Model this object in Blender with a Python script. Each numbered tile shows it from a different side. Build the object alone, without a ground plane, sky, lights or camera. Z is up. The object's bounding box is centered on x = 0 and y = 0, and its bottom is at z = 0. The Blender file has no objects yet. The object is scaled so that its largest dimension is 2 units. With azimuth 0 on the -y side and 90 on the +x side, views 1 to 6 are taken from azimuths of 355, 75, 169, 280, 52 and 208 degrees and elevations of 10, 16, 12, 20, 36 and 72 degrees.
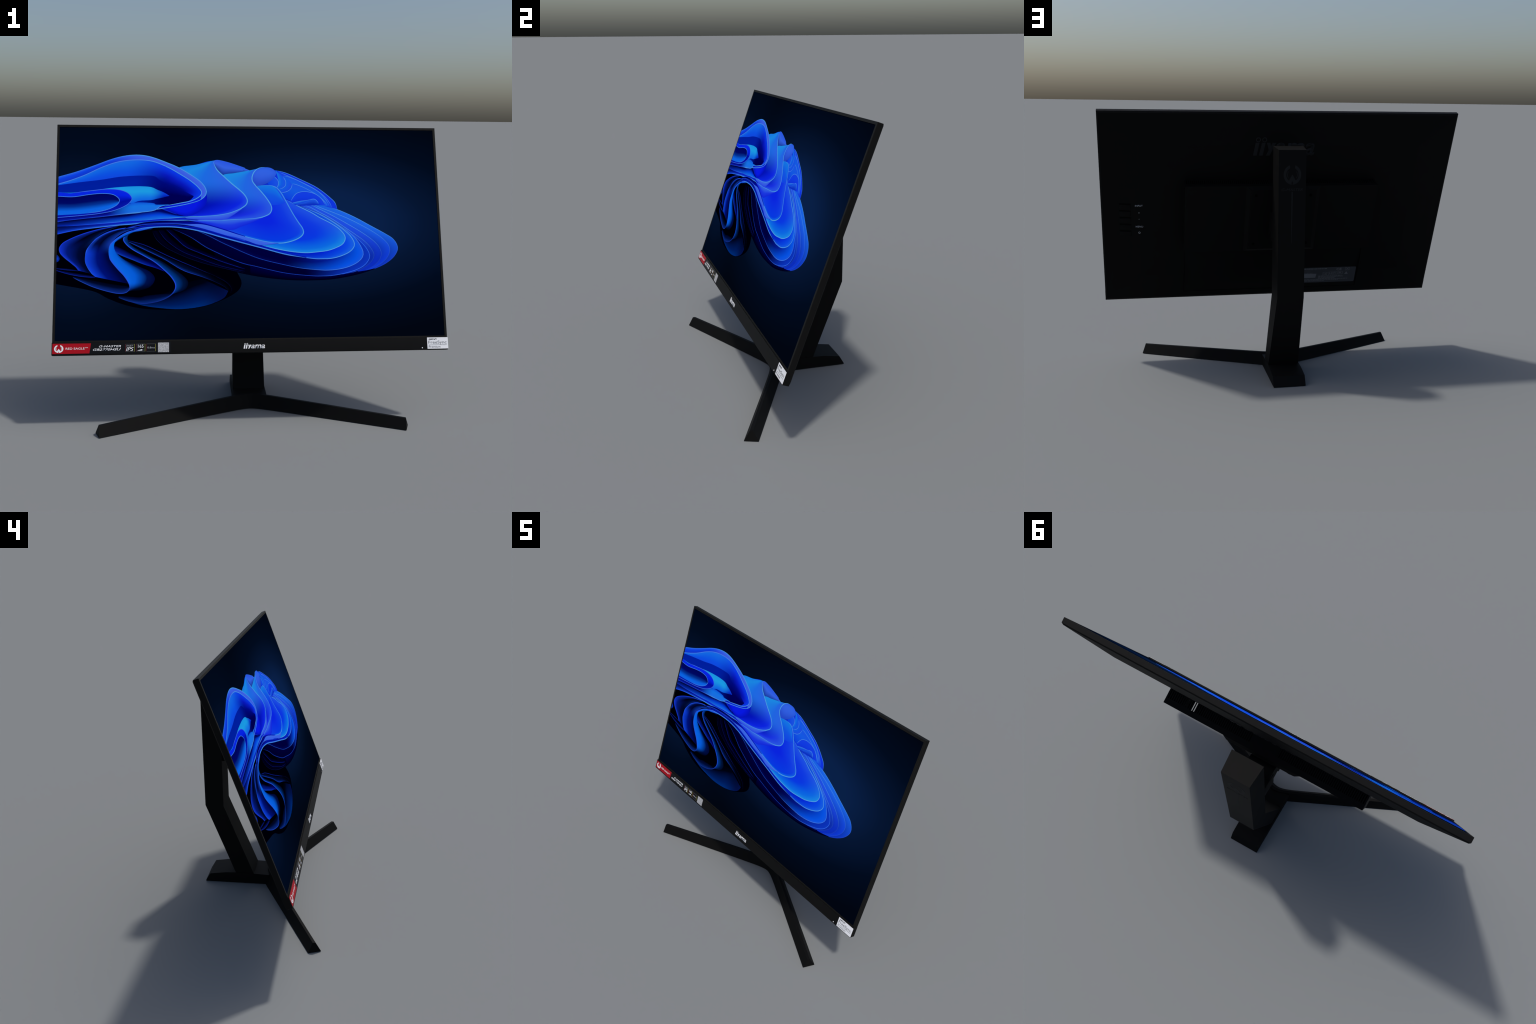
# Desktop computer monitor on a V-foot stand, built part by part.
# Panel parts are modelled in the panel's own frame: x across, y depth (0 = front
# face, + to the rear), z up along the panel; the panel leans back by TILT.
import bpy, bmesh, math, random
from mathutils import Matrix, Vector

random.seed(7)
TILT = math.radians(19.8)
SIN, COS = math.sin(TILT), math.cos(TILT)
PANEL = Matrix(((1, 0, 0, 0.0),
                (0, COS, SIN, -0.2554),
                (0, -SIN, COS, 0.3854),
                (0, 0, 0, 1)))
W = 0.9995            # half width of the panel
TOP = 1.1830          # panel height along its slope
EDGE = 0.0255         # thickness of the rim
scene = bpy.context.scene


# ------------------------------------------------------------------ materials
def srgb(h):
    h = h.lstrip('#')
    out = []
    for i in (0, 2, 4):
        c = int(h[i:i + 2], 16) / 255
        out.append(c / 12.92 if c <= 0.04045 else ((c + 0.055) / 1.055) ** 2.4)
    return out


def new_mat(name):
    m = bpy.data.materials.new(name)
    m.use_nodes = True
    nt = m.node_tree
    return m, nt, nt.nodes['Principled BSDF']


def plastic(name, col, rough=0.5, spec=0.5, grain=0.15, bump=0.15, scale=420.0):
    """Moulded plastic: fine speckle in colour, fine texture in the bump."""
    m, nt, b = new_mat(name)
    tc = nt.nodes.new('ShaderNodeTexCoord')
    nz = nt.nodes.new('ShaderNodeTexNoise')
    nz.inputs['Scale'].default_value = scale
    nz.inputs['Detail'].default_value = 2
    nt.links.new(tc.outputs['Object'], nz.inputs['Vector'])
    rp = nt.nodes.new('ShaderNodeValToRGB')
    rp.color_ramp.elements[0].position = 0.3
    rp.color_ramp.elements[1].position = 0.7
    rp.color_ramp.elements[0].color = [c * (1 - grain) for c in col] + [1]
    rp.color_ramp.elements[1].color = [c * (1 + grain) for c in col] + [1]
    nt.links.new(nz.outputs['Fac'], rp.inputs['Fac'])
    nt.links.new(rp.outputs['Color'], b.inputs['Base Color'])
    b.inputs['Roughness'].default_value = rough
    b.inputs['Specular IOR Level'].default_value = spec
    if bump:
        bp = nt.nodes.new('ShaderNodeBump')
        bp.inputs['Strength'].default_value = bump
        bp.inputs['Distance'].default_value = 0.0004
        nt.links.new(nz.outputs['Fac'], bp.inputs['Height'])
        nt.links.new(bp.outputs['Normal'], b.inputs['Normal'])
    return m


MAT_CASE = plastic('case_black_plastic', [0.0052, 0.0052, 0.0052], 0.55, 0.11)
MAT_FRAME = plastic('frame_black_plastic', [0.0100, 0.0098, 0.0092], 0.55, 0.11)
MAT_REAR = plastic('rear_black_plastic', [0.0036, 0.0037, 0.0038], 0.6, 0.075)
MAT_STAND = plastic('stand_black_paint', [0.0050, 0.0050, 0.0050], 0.6, 0.075)
MAT_VOID = plastic('vent_dark_plastic', [0.0015, 0.0015, 0.0015], 0.8, 0.03)
MAT_STRIP = plastic('glossy_label_film', [0.0058, 0.0062, 0.0072], 0.4, 0.14, 0.05, 0.0)
MAT_RED = plastic('red_label_film', [0.42, 0.005, 0.014], 0.45, 0.14, 0.03, 0.0)
MAT_WHITE = plastic('white_print', [0.90, 0.91, 0.94], 0.4, 0.4, 0.02, 0.0)
MAT_PALE = plastic('pale_label_paper', [0.92, 0.93, 0.96], 0.35, 0.4, 0.02, 0.0)
MAT_SILVER = plastic('silver_print', [0.42, 0.43, 0.45], 0.35, 0.5, 0.03, 0.0)
MAT_GREY = plastic('grey_print', [0.14, 0.145, 0.15], 0.45, 0.4, 0.03, 0.0)
MAT_INK = plastic('dark_ink', [0.05, 0.052, 0.056], 0.45, 0.4, 0.03, 0.0)
MAT_INK_SOFT = plastic('soft_ink', [0.20, 0.205, 0.22], 0.45, 0.4, 0.03, 0.0)
MAT_PATCH = plastic('speckled_label_paper', [0.44, 0.445, 0.46], 0.4, 0.4, 0.45, 0.0, 420.0)
MAT_SEAL = plastic('dim_emblem_paint', [0.0150, 0.0156, 0.0168], 0.6, 0.075, 0.03, 0.0)
MAT_EMBOSS = plastic('rear_emblem_gloss', [0.0165, 0.017, 0.0185], 0.6, 0.08, 0.03, 0.0)
MAT_RATING = plastic('rating_label_film', [0.034, 0.037, 0.044], 0.4, 0.4, 0.1, 0.0)
MAT_RATINK = plastic('rating_label_print', [0.13, 0.135, 0.15], 0.4, 0.3, 0.05, 0.0)
MAT_REDLINE = plastic('red_line_print', [0.16, 0.016, 0.02], 0.4, 0.4, 0.03, 0.0)
MAT_YELLOW = plastic('yellow_line_print', [0.17, 0.16, 0.02], 0.4, 0.4, 0.03, 0.0)
MAT_MARK = plastic('button_mark_print', [0.34, 0.35, 0.37], 0.4, 0.4, 0.03, 0.0)


# ------------------------------------------------------------------- helpers
def add(name, me, parent=None, matrix=None, mats=()):
    ob = bpy.data.objects.new(name, me)
    scene.collection.objects.link(ob)
    for m in mats:
        me.materials.append(m)
    if parent is not None:
        ob.parent = parent
    if matrix is not None:
        ob.matrix_local = matrix
    return ob


def finish(bm, name, smooth_angle=None):
    bmesh.ops.recalc_face_normals(bm, faces=bm.faces)
    me = bpy.data.meshes.new(name)
    bm.to_mesh(me)
    bm.free()
    if smooth_angle is not None:
        me.shade_smooth()
        me.set_sharp_from_angle(angle=smooth_angle)
    return me


def bm_box(bm, x0, x1, y0, y1, z0, z1):
    r = bmesh.ops.create_cube(bm, size=1.0)
    for v in r['verts']:
        v.co = Vector((x0 + (v.co.x + .5) * (x1 - x0),
                       y0 + (v.co.y + .5) * (y1 - y0),
                       z0 + (v.co.z + .5) * (z1 - z0)))
    return r['verts']


def bevel_all(bm, width, segs=2, angle=0.3):
    es = [e for e in bm.edges if len(e.link_faces) == 2 and e.calc_face_angle(0) > angle]
    bmesh.ops.bevel(bm, geom=es, offset=width, segments=segs, profile=0.5,
                    affect='EDGES', clamp_overlap=True)


def box(name, x0, x1, y0, y1, z0, z1, mat, parent, matrix=None, bevel=0.0, segs=2):
    bm = bmesh.new()
    bm_box(bm, x0, x1, y0, y1, z0, z1)
    if bevel:
        bevel_all(bm, bevel, segs)
    return add(name, finish(bm, name, 0.6 if bevel else None), parent, matrix, [mat])


def hull_rings(rings, cap=True):
    """Loft closed rings of equal length into a bmesh."""
    bm = bmesh.new()
    vr = [[bm.verts.new(p) for p in r] for r in rings]
    n = len(rings[0])
    for a, b in zip(vr, vr[1:]):
        for i in range(n):
            bm.faces.new((a[i], a[(i + 1) % n], b[(i + 1) % n], b[i]))
    if cap:
        bm.faces.new(vr[0])
        bm.faces.new(vr[-1])
    return bm


def prism_xz(bm, pts, y0, y1):
    """Extrude an outline in the x-z plane from depth y0 to y1."""
    a = [bm.verts.new((p[0], y0, p[1])) for p in pts]
    b = [bm.verts.new((p[0], y1, p[1])) for p in pts]
    n = len(pts)
    bm.faces.new(a)
    bm.faces.new(b)
    for i in range(n):
        bm.faces.new((a[i], a[(i + 1) % n], b[(i + 1) % n], b[i]))


def lettering(name, text, x0, x1, z0, z1, y, mat, parent, facing=-1, shear=0.0,
              weight=0.0, depth=0.0006, matrix=None):
    """Text in the built-in font, stretched to fill x0..x1, z0..z1 at depth y.
    facing -1 looks to the front, +1 to the rear (then x runs the other way)."""
    cu = bpy.data.curves.new(name, 'FONT')
    cu.body = text
    cu.shear = shear
    cu.offset = weight
    cu.resolution_u = 4
    tmp = bpy.data.objects.new('tmp_text', cu)
    scene.collection.objects.link(tmp)
    bpy.context.view_layer.update()
    me = bpy.data.meshes.new_from_object(tmp.evaluated_get(bpy.context.evaluated_depsgraph_get()))
    bpy.data.objects.remove(tmp)
    bpy.data.curves.remove(cu)
    bm = bmesh.new()
    bm.from_mesh(me)
    bpy.data.meshes.remove(me)
    xs = [v.co.x for v in bm.verts]
    ys = [v.co.y for v in bm.verts]
    ax, bx, ay, by = min(xs), max(xs), min(ys), max(ys)
    r = bmesh.ops.extrude_face_region(bm, geom=bm.faces[:])
    top = set(e for e in r['geom'] if isinstance(e, bmesh.types.BMVert))
    for v in bm.verts:
        u = (v.co.x - ax) / (bx - ax)
        w = (v.co.y - ay) / (by - ay)
        px = x0 + u * (x1 - x0) if facing < 0 else x1 - u * (x1 - x0)
        v.co = Vector((px, y + (facing * depth if v in top else 0.0), z0 + w * (z1 - z0)))
    return add(name, finish(bm, name), parent, matrix, [mat])


def arc(cx, cz, r, a0, a1, n=28, sx=1.0):
    return [(cx + sx * r * math.cos(math.radians(a0 + (a1 - a0) * i / n)),
             cz + r * math.sin(math.radians(a0 + (a1 - a0) * i / n))) for i in range(n + 1)]


def emblem(name, cx, cz, rx, rz, y0, y1, mat, parent, matrix=None):
    """Open ring with two thin inner arcs and a peaked W at its foot."""
    bm = bmesh.new()
    for s in (1, -1):
        big = arc(0, 0, 1.0, 72, -88, 30) + [(0.04, -0.99)][0:0]
        inn = arc(0, 0, 0.70, -52, 66, 24)
        shape = big + [(0.10, -0.86), (0.30, -0.62)] + inn
        prism_xz(bm, [(cx + s * rx * p[0], cz + rz * p[1]) for p in shape], y0, y1)
        thin = arc(0, 0, 0.60, 38, -38, 16) + arc(0, 0, 0.53, -34, 34, 16)
        prism_xz(bm, [(cx + s * rx * p[0], cz + rz * p[1]) for p in thin], y0, y1)
    w = [(-0.42, -0.66), (-0.30, -0.44), (0, 0.02), (0.30, -0.44), (0.42, -0.66),
         (0.14, -0.92), (0, -0.62), (-0.14, -0.92)]
    prism_xz(bm, [(cx + rx * p[0], cz + rz * p[1]) for p in w], y0 + (y1 - y0) * 0.02, y1 * 1.0 + (y1 - y0) * 0.05)
    return add(name, finish(bm, name), parent, matrix, [mat])


def ring_shape(bm, cx, cz, r, thick, y0, y1, n=24):
    o = [(cx + r * math.cos(2 * math.pi * i / n), cz + r * math.sin(2 * math.pi * i / n)) for i in range(n)]
    q = [(cx + (r - thick) * math.cos(2 * math.pi * i / n), cz + (r - thick) * math.sin(2 * math.pi * i / n)) for i in range(n)]
    for i in range(n):
        j = (i + 1) % n
        prism_xz(bm, [o[i], o[j], q[j], q[i]], y0, y1)


def wordmark(name, x0, x1, z0, z1, y, mat, parent, facing=-1, weight=0.021):
    """Bold slanted maker's word: two slanted bars crowned by linked rings, then letters."""
    w = x1 - x0
    h = z1 - z0
    bm = bmesh.new()
    d = 0.0007 * facing
    xh = h * 0.71
    fx = (lambda u: x0 + u * w) if facing < 0 else (lambda u: x1 - u * w)
    for k in (0.0, 0.098):
        prism_xz(bm, [(fx(k), z0), (fx(k + 0.060), z0), (fx(k + 0.060 + 0.036), z0 + xh), (fx(k + 0.036), z0 + xh)], y, y + d)
    for p in ([(.215, 1), (.272, 1), (.292, .42), (.262, .22)], [(.208, 0), (.268, 0), (.366, 1), (.306, 1)]):
        prism_xz(bm, [(fx(u), z0 + v * xh) for u, v in p], y, y + d * (1 if p[0][1] else 1.05))
    for k in (0.076, 0.176):
        ring_shape(bm, fx(k), z0 + h * 0.87, h * 0.135, h * 0.05, y, y + d)
    ob = add(name, finish(bm, name), parent, None, [mat])
    a, b = sorted((fx(0.345), fx(1.0)))
    return ob, lettering(name, 'ama', a, b, z0, z0 + xh, y, mat, parent, facing, 0.22, weight, 0.0007)


# ================================================================ the monitor
monitor = bpy.data.objects.new('desktop_monitor', None)
scene.collection.objects.link(monitor)
monitor['label'] = 'black flat computer monitor with blue swirl picture on V-shaped stand'
monitor['category'] = 'computer monitor'

# ---- front frame: thin bezel around the display, one ring with rounded rim
SX, SZ0, SZ1 = 0.9872, 0.0672, 1.1700


def rect(x, z0, z1, y):
    return [(-x, y, z0), (x, y, z0), (x, y, z1), (-x, y, z1)]


bm = bmesh.new()
FRONT = -0.0016
rings = [rect(W, 0.0, TOP, EDGE), rect(W, 0.0, TOP, FRONT + .0012), rect(W - .0012, 0.0012, TOP - .0012, FRONT),
         rect(SX, SZ0, SZ1, FRONT), rect(SX, SZ0, SZ1, 0.006)]
vr = [[bm.verts.new(p) for p in r] for r in rings]
for a, b in zip(vr, vr[1:]):
    for i in range(4):
        bm.faces.new((a[i], a[(i + 1) % 4], b[(i + 1) % 4], b[i]))
for f in bm.faces:
    if all(v.co.y > FRONT + .001 for v in f.verts) and any(abs(v.co.y - EDGE) < 1e-5 for v in f.verts):
        f.material_index = 1                                  # the rim's outer sides are darker
frame = add('front_frame', finish(bm, 'front_frame'), monitor, PANEL, [MAT_FRAME, MAT_CASE])

# ---- chin: the proud lower bezel
bm = bmesh.new()
bm_box(bm, -1.0, 1.0, -0.0072, EDGE + 0.0004, -0.0048, 0.0592)
es = [e for e in bm.edges if all(v.co.z < 0.03 for v in e.verts)]
bmesh.ops.bevel(bm, geom=es, offset=0.0042, segments=4, profile=0.5, affect='EDGES')
chin = add('chin', finish(bm, 'chin', 0.7), monitor, PANEL, [MAT_CASE])
YF = -0.0072

# marks on the chin
wordmark('maker_word', -0.0540, 0.0546, 0.0160, 0.0430, YF, MAT_WHITE, chin)
strip = box('label_strip', -0.9965, -0.416, YF - 0.0004, YF + .001, 0.0028, 0.0570, MAT_STRIP, chin)
bm = bmesh.new()
prism_xz(bm, [(-0.9960, 0.0040), (-0.8163, 0.0047), (-0.8091, 0.0537), (-0.9960, 0.0543)], YF - 0.0008, YF)
add('red_label', finish(bm, 'red_label'), chin, None, [MAT_RED])
YL = YF - 0.0008
emblem('label_emblem', -0.9650, 0.0288, 0.0226, 0.0195, YL - 0.0006, YL, MAT_WHITE, chin)
lettering('label_word', 'RED EAGLE', -0.9316, -0.8397, 0.0240, 0.0344, YL, MAT_WHITE, chin, weight=0.0)
lettering('label_word', 'TM', -0.8375, -0.8240, 0.0305, 0.0352, YL, MAT_WHITE, chin)
YS = YF - 0.0004
lettering('model_word', 'G-MASTER', -0.7703, -0.6624, 0.0326, 0.0428, YS, MAT_WHITE, chin, shear=0.3, weight=0.012)
lettering('model_word', 'GB2770HSU', -0.7996, -0.6636, 0.0166, 0.0275, YS, MAT_WHITE, chin, shear=0.3, weight=0.012)
for x0, x1 in ((-0.6402, -0.5949), (-0.5878, -0.5427), (-0.5367, -0.4910)):
    za, zb, t = 0.0104, 0.0474, 0.0009
    box('feature_frame', x0, x1, YS - .0004, YS, za, za + t, MAT_GREY, chin)
    box('feature_frame', x0, x1, YS - .0004, YS, zb - t, zb, MAT_GREY, chin)
    box('feature_frame', x0 - .0006, x0 + .0008, YS - .0005, YS, za, zb, MAT_REDLINE, chin)
    box('feature_frame', x1 - .0030, x1, YS - .0005, YS, za, zb, MAT_YELLOW, chin)
lettering('feature_word', 'FAST', -0.6370, -0.6020, 0.0350, 0.0425, YS, MAT_SILVER, chin, shear=0.3)
lettering('feature_word', 'IPS', -0.6375, -0.6010, 0.0135, 0.0320, YS, MAT_WHITE, chin, shear=0.25)
lettering('feature_word', '165', -0.5790, -0.5520, 0.0285, 0.0440, YS, MAT_WHITE, chin)
bm = bmesh.new()
prism_xz(bm, [(-0.5810, 0.0145), (-0.5580, 0.0145), (-0.5580, 0.0215), (-0.5590, 0.0215), (-0.5810, 0.0155)], YS - .0006, YS)
add('feature_wedge', finish(bm, 'feature_wedge'), chin, None, [MAT_WHITE])
lettering('feature_word', 'Hz', -0.5565, -0.5475, 0.0150, 0.0205, YS, MAT_GREY, chin)
lettering('feature_word', '0.8ms', -0.5325, -0.4960, 0.0245, 0.0330, YS, MAT_SILVER, chin)
box('blank_label', -0.4802, -0.4261, YS - .0006, YS, 0.0051, 0.0527, MAT_PATCH, chin)
badge = box('white_label', 0.8912, 1.0004, YF - .0006, YF + .001, 0.0004, 0.0580, MAT_PALE, chin)
YB = YF - .0006
lettering('badge_word', 'AMD', 0.8987, 0.9270, 0.0458, 0.0528, YB, MAT_INK, chin, weight=0.02)
bm = bmesh.new()
prism_xz(bm, [(.9285, .0452), (.9285, .0485), (.9318, .0515), (.9360, .0515), (.9360, .0468), (.9385, .0450), (.9402, .0535), (.9320, .0535), (.9345, .0528)][0:3] + [(.9350, .0452)], YB - .0005, YB)
prism_xz(bm, [(.9310, .0535), (.9402, .0535), (.9402, .0450), (.9378, .0475), (.9378, .0512), (.9335, .0512)], YB - .0005, YB)
add('badge_arrow', finish(bm, 'badge_arrow'), chin, None, [MAT_INK])
lettering('badge_word', 'FreeSync', 0.8975, 0.9928, 0.0215, 0.0415, YB, MAT_INK_SOFT, chin)
box('badge_rule', 0.8985, 0.9926, YB - .0005, YB, 0.0190, 0.0206, MAT_INK_SOFT, chin)
lettering('badge_word', 'Premium', 0.8985, 0.9590, 0.0058, 0.0160, YB, MAT_INK_SOFT, chin)
bm = bmesh.new()
prism_xz(bm, arc(0.8642, 0.0060, 0.0028, 0, 345, 15), YF - .0008, YF)
add('power_light', finish(bm, 'power_light'), chin, None, [MAT_WHITE])  # LED glow drawn as a plain white disc, no emission

# ---- back cover: rim, chamfer, long sloped border, gently raised middle
RINGS = ((W - .0006, .0006, TOP - .0006, EDGE + .0004), (W - .008, .008, TOP - .008, 0.0320),
         (0.785, 0.180, 1.003, 0.0580), (0.620, 0.386, 0.860, 0.0635))
rings = [rect(W - .001, .001, TOP - .001, EDGE - .004)] + [rect(*r) for r in RINGS]
back = add('back_cover', finish(hull_rings(rings), 'back_cover'), monitor, PANEL, [MAT_REAR])


def recess_depth(z):
    return 0.0320 + 0.0795 * (z - .008)


# sloped recess at the foot of the back, for connectors and the rating label
cut_bm = bmesh.new()
side = [(-.0455, recess_depth(.0455)), (-.345, recess_depth(.345)), (-.345, .1), (-.0455, .1)]
ends = [[cut_bm.verts.new((x, d, -z)) for z, d in side] for x in (-0.534, 0.541)]
for q in ends:
    cut_bm.faces.new(q)
for i in range(4):
    j = (i + 1) % 4
    cut_bm.faces.new((ends[0][i], ends[0][j], ends[1][j], ends[1][i]))
cutter = add('recess_cutter', finish(cut_bm, 'recess_cutter'), monitor, PANEL)
mod = back.modifiers.new('recess', 'BOOLEAN')
mod.operation, mod.object, mod.solver = 'DIFFERENCE', cutter, 'EXACT'
bpy.context.view_layer.update()
carved = bpy.data.meshes.new_from_object(back.evaluated_get(bpy.context.evaluated_depsgraph_get()))
back.modifiers.clear()
back.data = carved
carved.name = 'back_cover'
bpy.data.objects.remove(cutter)
FD = 0.0600


def slope_depth(x):
    return 0.0320 + (W - .008 - abs(x)) / (W - .008 - 0.785) * 0.0260


def lie_on(z, depth, rise):
    """Frame whose y = 0 lies on a sloped part of the back: depth at height z, rise per height."""
    return (Matrix.Translation((0, depth, z)) @ Matrix.Rotation(-math.atan(rise), 4, 'X')
            @ Matrix.Translation((0, 0, -z)))


UPPER = lie_on(1.0, 0.0578, -0.075)
LOWER = lie_on(0.14, 0.0320 + 0.0795 * 0.132, 0.0795)
SIDE_TURN = Matrix.Rotation(-math.atan2(0.0260, W - .008 - 0.785), 4, 'Z')
for piece in wordmark('rear_word', -0.175, 0.171, 0.945, 1.049, 0.0, MAT_EMBOSS, back, 1):
    piece.matrix_local = UPPER
for i in range(5):
    z = 0.6505 - i * 0.0425
    d = slope_depth(0.869)
    b = box('control_button', 0.838, 0.900, -0.004, 0.0035, -0.0125, 0.0125, MAT_REAR, back, bevel=0.0015)
    b.matrix_local = Matrix.Translation((0.869, d, z - 0.0175)) @ SIDE_TURN @ Matrix.Translation((-0.869, 0, 0))
    g = box('button_shadow_strip', 0.836, 0.902, -0.004, 0.0006, -0.0022, 0.0022, MAT_VOID, back)  # near-black raised bar modelled for the shadow slit above each button
    g.matrix_local = Matrix.Translation((0.869, d, z)) @ SIDE_TURN @ Matrix.Translation((-0.869, 0, 0))


def side_mark(name, text, x0, x1, z0, z1):
    d = slope_depth((x0 + x1) / 2) + 0.0025
    lettering(name, text, x0, x1, z0, z1, d - .003, MAT_MARK, back, 1, 0.0, 0.006, 0.003)


side_mark('button_word', 'INPUT', 0.772, 0.814, 0.638, 0.648)
side_mark('button_word', 'MENU', 0.772, 0.813, 0.506, 0.516)
yd = slope_depth(0.793)
bm = bmesh.new()
bm_box(bm, .7900, .7960, yd - .003, yd + .0008, .5970, .5992)
bm_box(bm, .7919, .7941, yd - .003, yd + .0009, .5951, .6011)
add('plus_mark', finish(bm, 'plus_mark'), back, None, [MAT_MARK])
box('minus_mark', .7905, .7955, yd - .003, yd + .0008, .5572, .5590, MAT_MARK, back)
bm = bmesh.new()
pa = arc(.7925, .4715, .0062, 130, 410, 22)
pb = arc(.7925, .4715, .0041, 410, 130, 22)
for i in range(22):
    prism_xz(bm, [pa[i], pa[i + 1], pb[21 - i], pb[22 - i]], yd - .003, yd + .0008)
bm_box(bm, .7915, .7935, yd - .003, yd + .0008, .4725, .4790)
add('power_mark', finish(bm, 'power_mark'), back, None, [MAT_MARK])

# ---- lower cover with the rating label, lying on the lower slope
lower = box('lower_cover', -0.530, 0.537, -.004, .0012, 0.050, 0.335, MAT_REAR, back, LOWER, bevel=0.0010)
YR = .0012
bm = bmesh.new()
bm_box(bm, -0.524, -0.150, YR - .001, YR + .0006, 0.078, 0.193)
es = [e for e in bm.edges if abs(e.verts[0].co.y - e.verts[1].co.y) > 1e-5]
bmesh.ops.bevel(bm, geom=es, offset=0.008, segments=4, profile=.5, affect='EDGES')
rating = add('rating_label', finish(bm, 'rating_label'), back, LOWER, [MAT_RATING])
YP = YR + .0006
bm = bmesh.new()
for k, (za, xa, xb) in enumerate([(0.180, -0.165, -0.340), (0.150, -0.165, -0.255), (0.126, -0.290, -0.440),
                                  (0.120, -0.290, -0.450), (0.114, -0.290, -0.400), (0.108, -0.290, -0.395),
                                  (0.102, -0.160, -0.480), (0.095, -0.160, -0.420), (0.088, -0.160, -0.330)]):
    x = xa
    while x > xb:
        w = random.uniform(.006, .022)
        bm_box(bm, max(x - w, xb), x, YP - .0004, YP + .0003, za, za + (.0065 if k == 0 else .0032))
        x -= w + .003
add('label_line', finish(bm, 'label_line'), back, LOWER, [MAT_RATINK])['kind'] = 'stuff'
bm = bmesh.new()
prism_xz(bm, [(-.160, .115), (-.272, .115), (-.2755, .146), (-.160, .146)], YP - .0002, YP + .0005)
add('label_field', finish(bm, 'label_field'), back, LOWER, [MAT_RATINK])
lettering('label_mark', 'CE', -0.432, -0.400, 0.168, 0.186, YP, MAT_RATINK, back, 1, weight=.01, matrix=LOWER)
for xc, zc, tx in ((-.330, .145, 'cd'), (-.366, .146, 'H'), (-.396, .147, 'FC'), (-.428, .148, 'R'), (-.470, .179, 'X')):
    bm = bmesh.new()
    for q in ((-.014, .014, -.011, -.0095), (-.014, .014, .0095, .011), (-.014, -.0125, -.0095, .0095), (.0125, .014, -.0095, .0095)):
        bm_box(bm, xc + q[0], xc + q[1], YP - .0003, YP + .0004, zc + q[2], zc + q[3])
    add('label_mark', finish(bm, 'label_mark'), back, LOWER, [MAT_RATINK])
    lettering('label_mark', tx, xc - .008, xc + .008, zc - .006, zc + .006, YP, MAT_RATINK, back, 1, matrix=LOWER)
bm = bmesh.new()
prism_xz(bm, [(-.477, .138), (-.455, .138), (-.466, .157)], YP - .0003, YP + .0004)
add('label_mark', finish(bm, 'label_mark'), back, LOWER, [MAT_RATINK])

# ---- electronics housing: hollow box with slotted top wall
HX, HZ0, HZ1, HD = 0.545, 0.385, 0.799, 0.1435
T = 0.004
VY0, VY1 = 0.0675, 0.114
bm = bmesh.new()
rim = [(-HX, HZ0), (HX, HZ0), (HX, HZ1), (-HX, HZ1)]
bm_box(bm, -HX, HX, HD - T, HD, HZ0, HZ1)                               # rear wall
bm_box(bm, -HX, -HX + T, FD - .004, HD - T, HZ0, HZ1)                   # side walls
bm_box(bm, HX - T, HX, FD - .004, HD - T, HZ0, HZ1)
bm_box(bm, -HX + T, HX - T, VY1, HD - T, HZ1 - T, HZ1)                  # top wall behind the slots
bm_box(bm, -HX + T, HX - T, FD - .004, VY0, HZ1 - T, HZ1)
bm_box(bm, -0.0725, 0.0735, VY0, VY1, HZ1 - T, HZ1)                     # solid middle of the top wall
bm_box(bm, -HX + T, 0.502, FD - .004, HD - T, HZ0, HZ0 + T)             # underside
bm_box(bm, 0.528, HX - T, FD - .004, HD - T, HZ0, HZ0 + T)
bm_box(bm, -0.50, 0.360, FD + .004, HD - .012, HZ0 + .02, HZ1 - .030)    # inner block
housing = add('electronics_housing', finish(bm, 'electronics_housing'), monitor, PANEL, [MAT_REAR])
PITCH = 0.0110
rib_me = None
for side in (1, -1):
    for i in range(43):
        x = side * (0.0765 + i * PITCH)
        if rib_me is None:
            bm = bmesh.new()
            bm_box(bm, -.0029, .0029, VY0, VY1, HZ1 - T, HZ1 - .0003)
            rib_me = finish(bm, 'vent_rib')
            rib_me.materials.append(MAT_REAR)
        add('vent_rib', rib_me, housing, Matrix.Translation((x, 0, 0)))

# ---- mount plate on the housing, four screws
rings = [rect(0.208, 0.387, 0.797, HD - .002), rect(0.208, 0.387, 0.797, HD + .0005), rect(0.187, 0.404, 0.782, 0.1572)]
plate = add('mount_plate', finish(hull_rings(rings), 'mount_plate'), monitor, PANEL, [MAT_REAR])
rings = [rect(0.183, 0.408, 0.778, 0.1565), rect(0.183, 0.408, 0.778, 0.1580), rect(0.181, 0.410, 0.776, 0.1586)]
add('mount_pad', finish(hull_rings(rings), 'mount_pad'), plate, None, [MAT_REAR])
scr = None
for sx in (-1, 1):
    for sz in (-1, 1):
        if scr is None:
            bm = bmesh.new()
            bmesh.ops.create_cone(bm, cap_ends=True, segments=20, radius1=.009, radius2=.0075, depth=.004,
                                  matrix=Matrix.Rotation(-math.pi / 2, 4, 'X'))
            scr = finish(bm, 'mount_screw')
            scr.materials.append(MAT_VOID)
        add('mount_screw', scr, plate, Matrix.Translation((sx * .155, .1592, .593 + sz * .155)))

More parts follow.
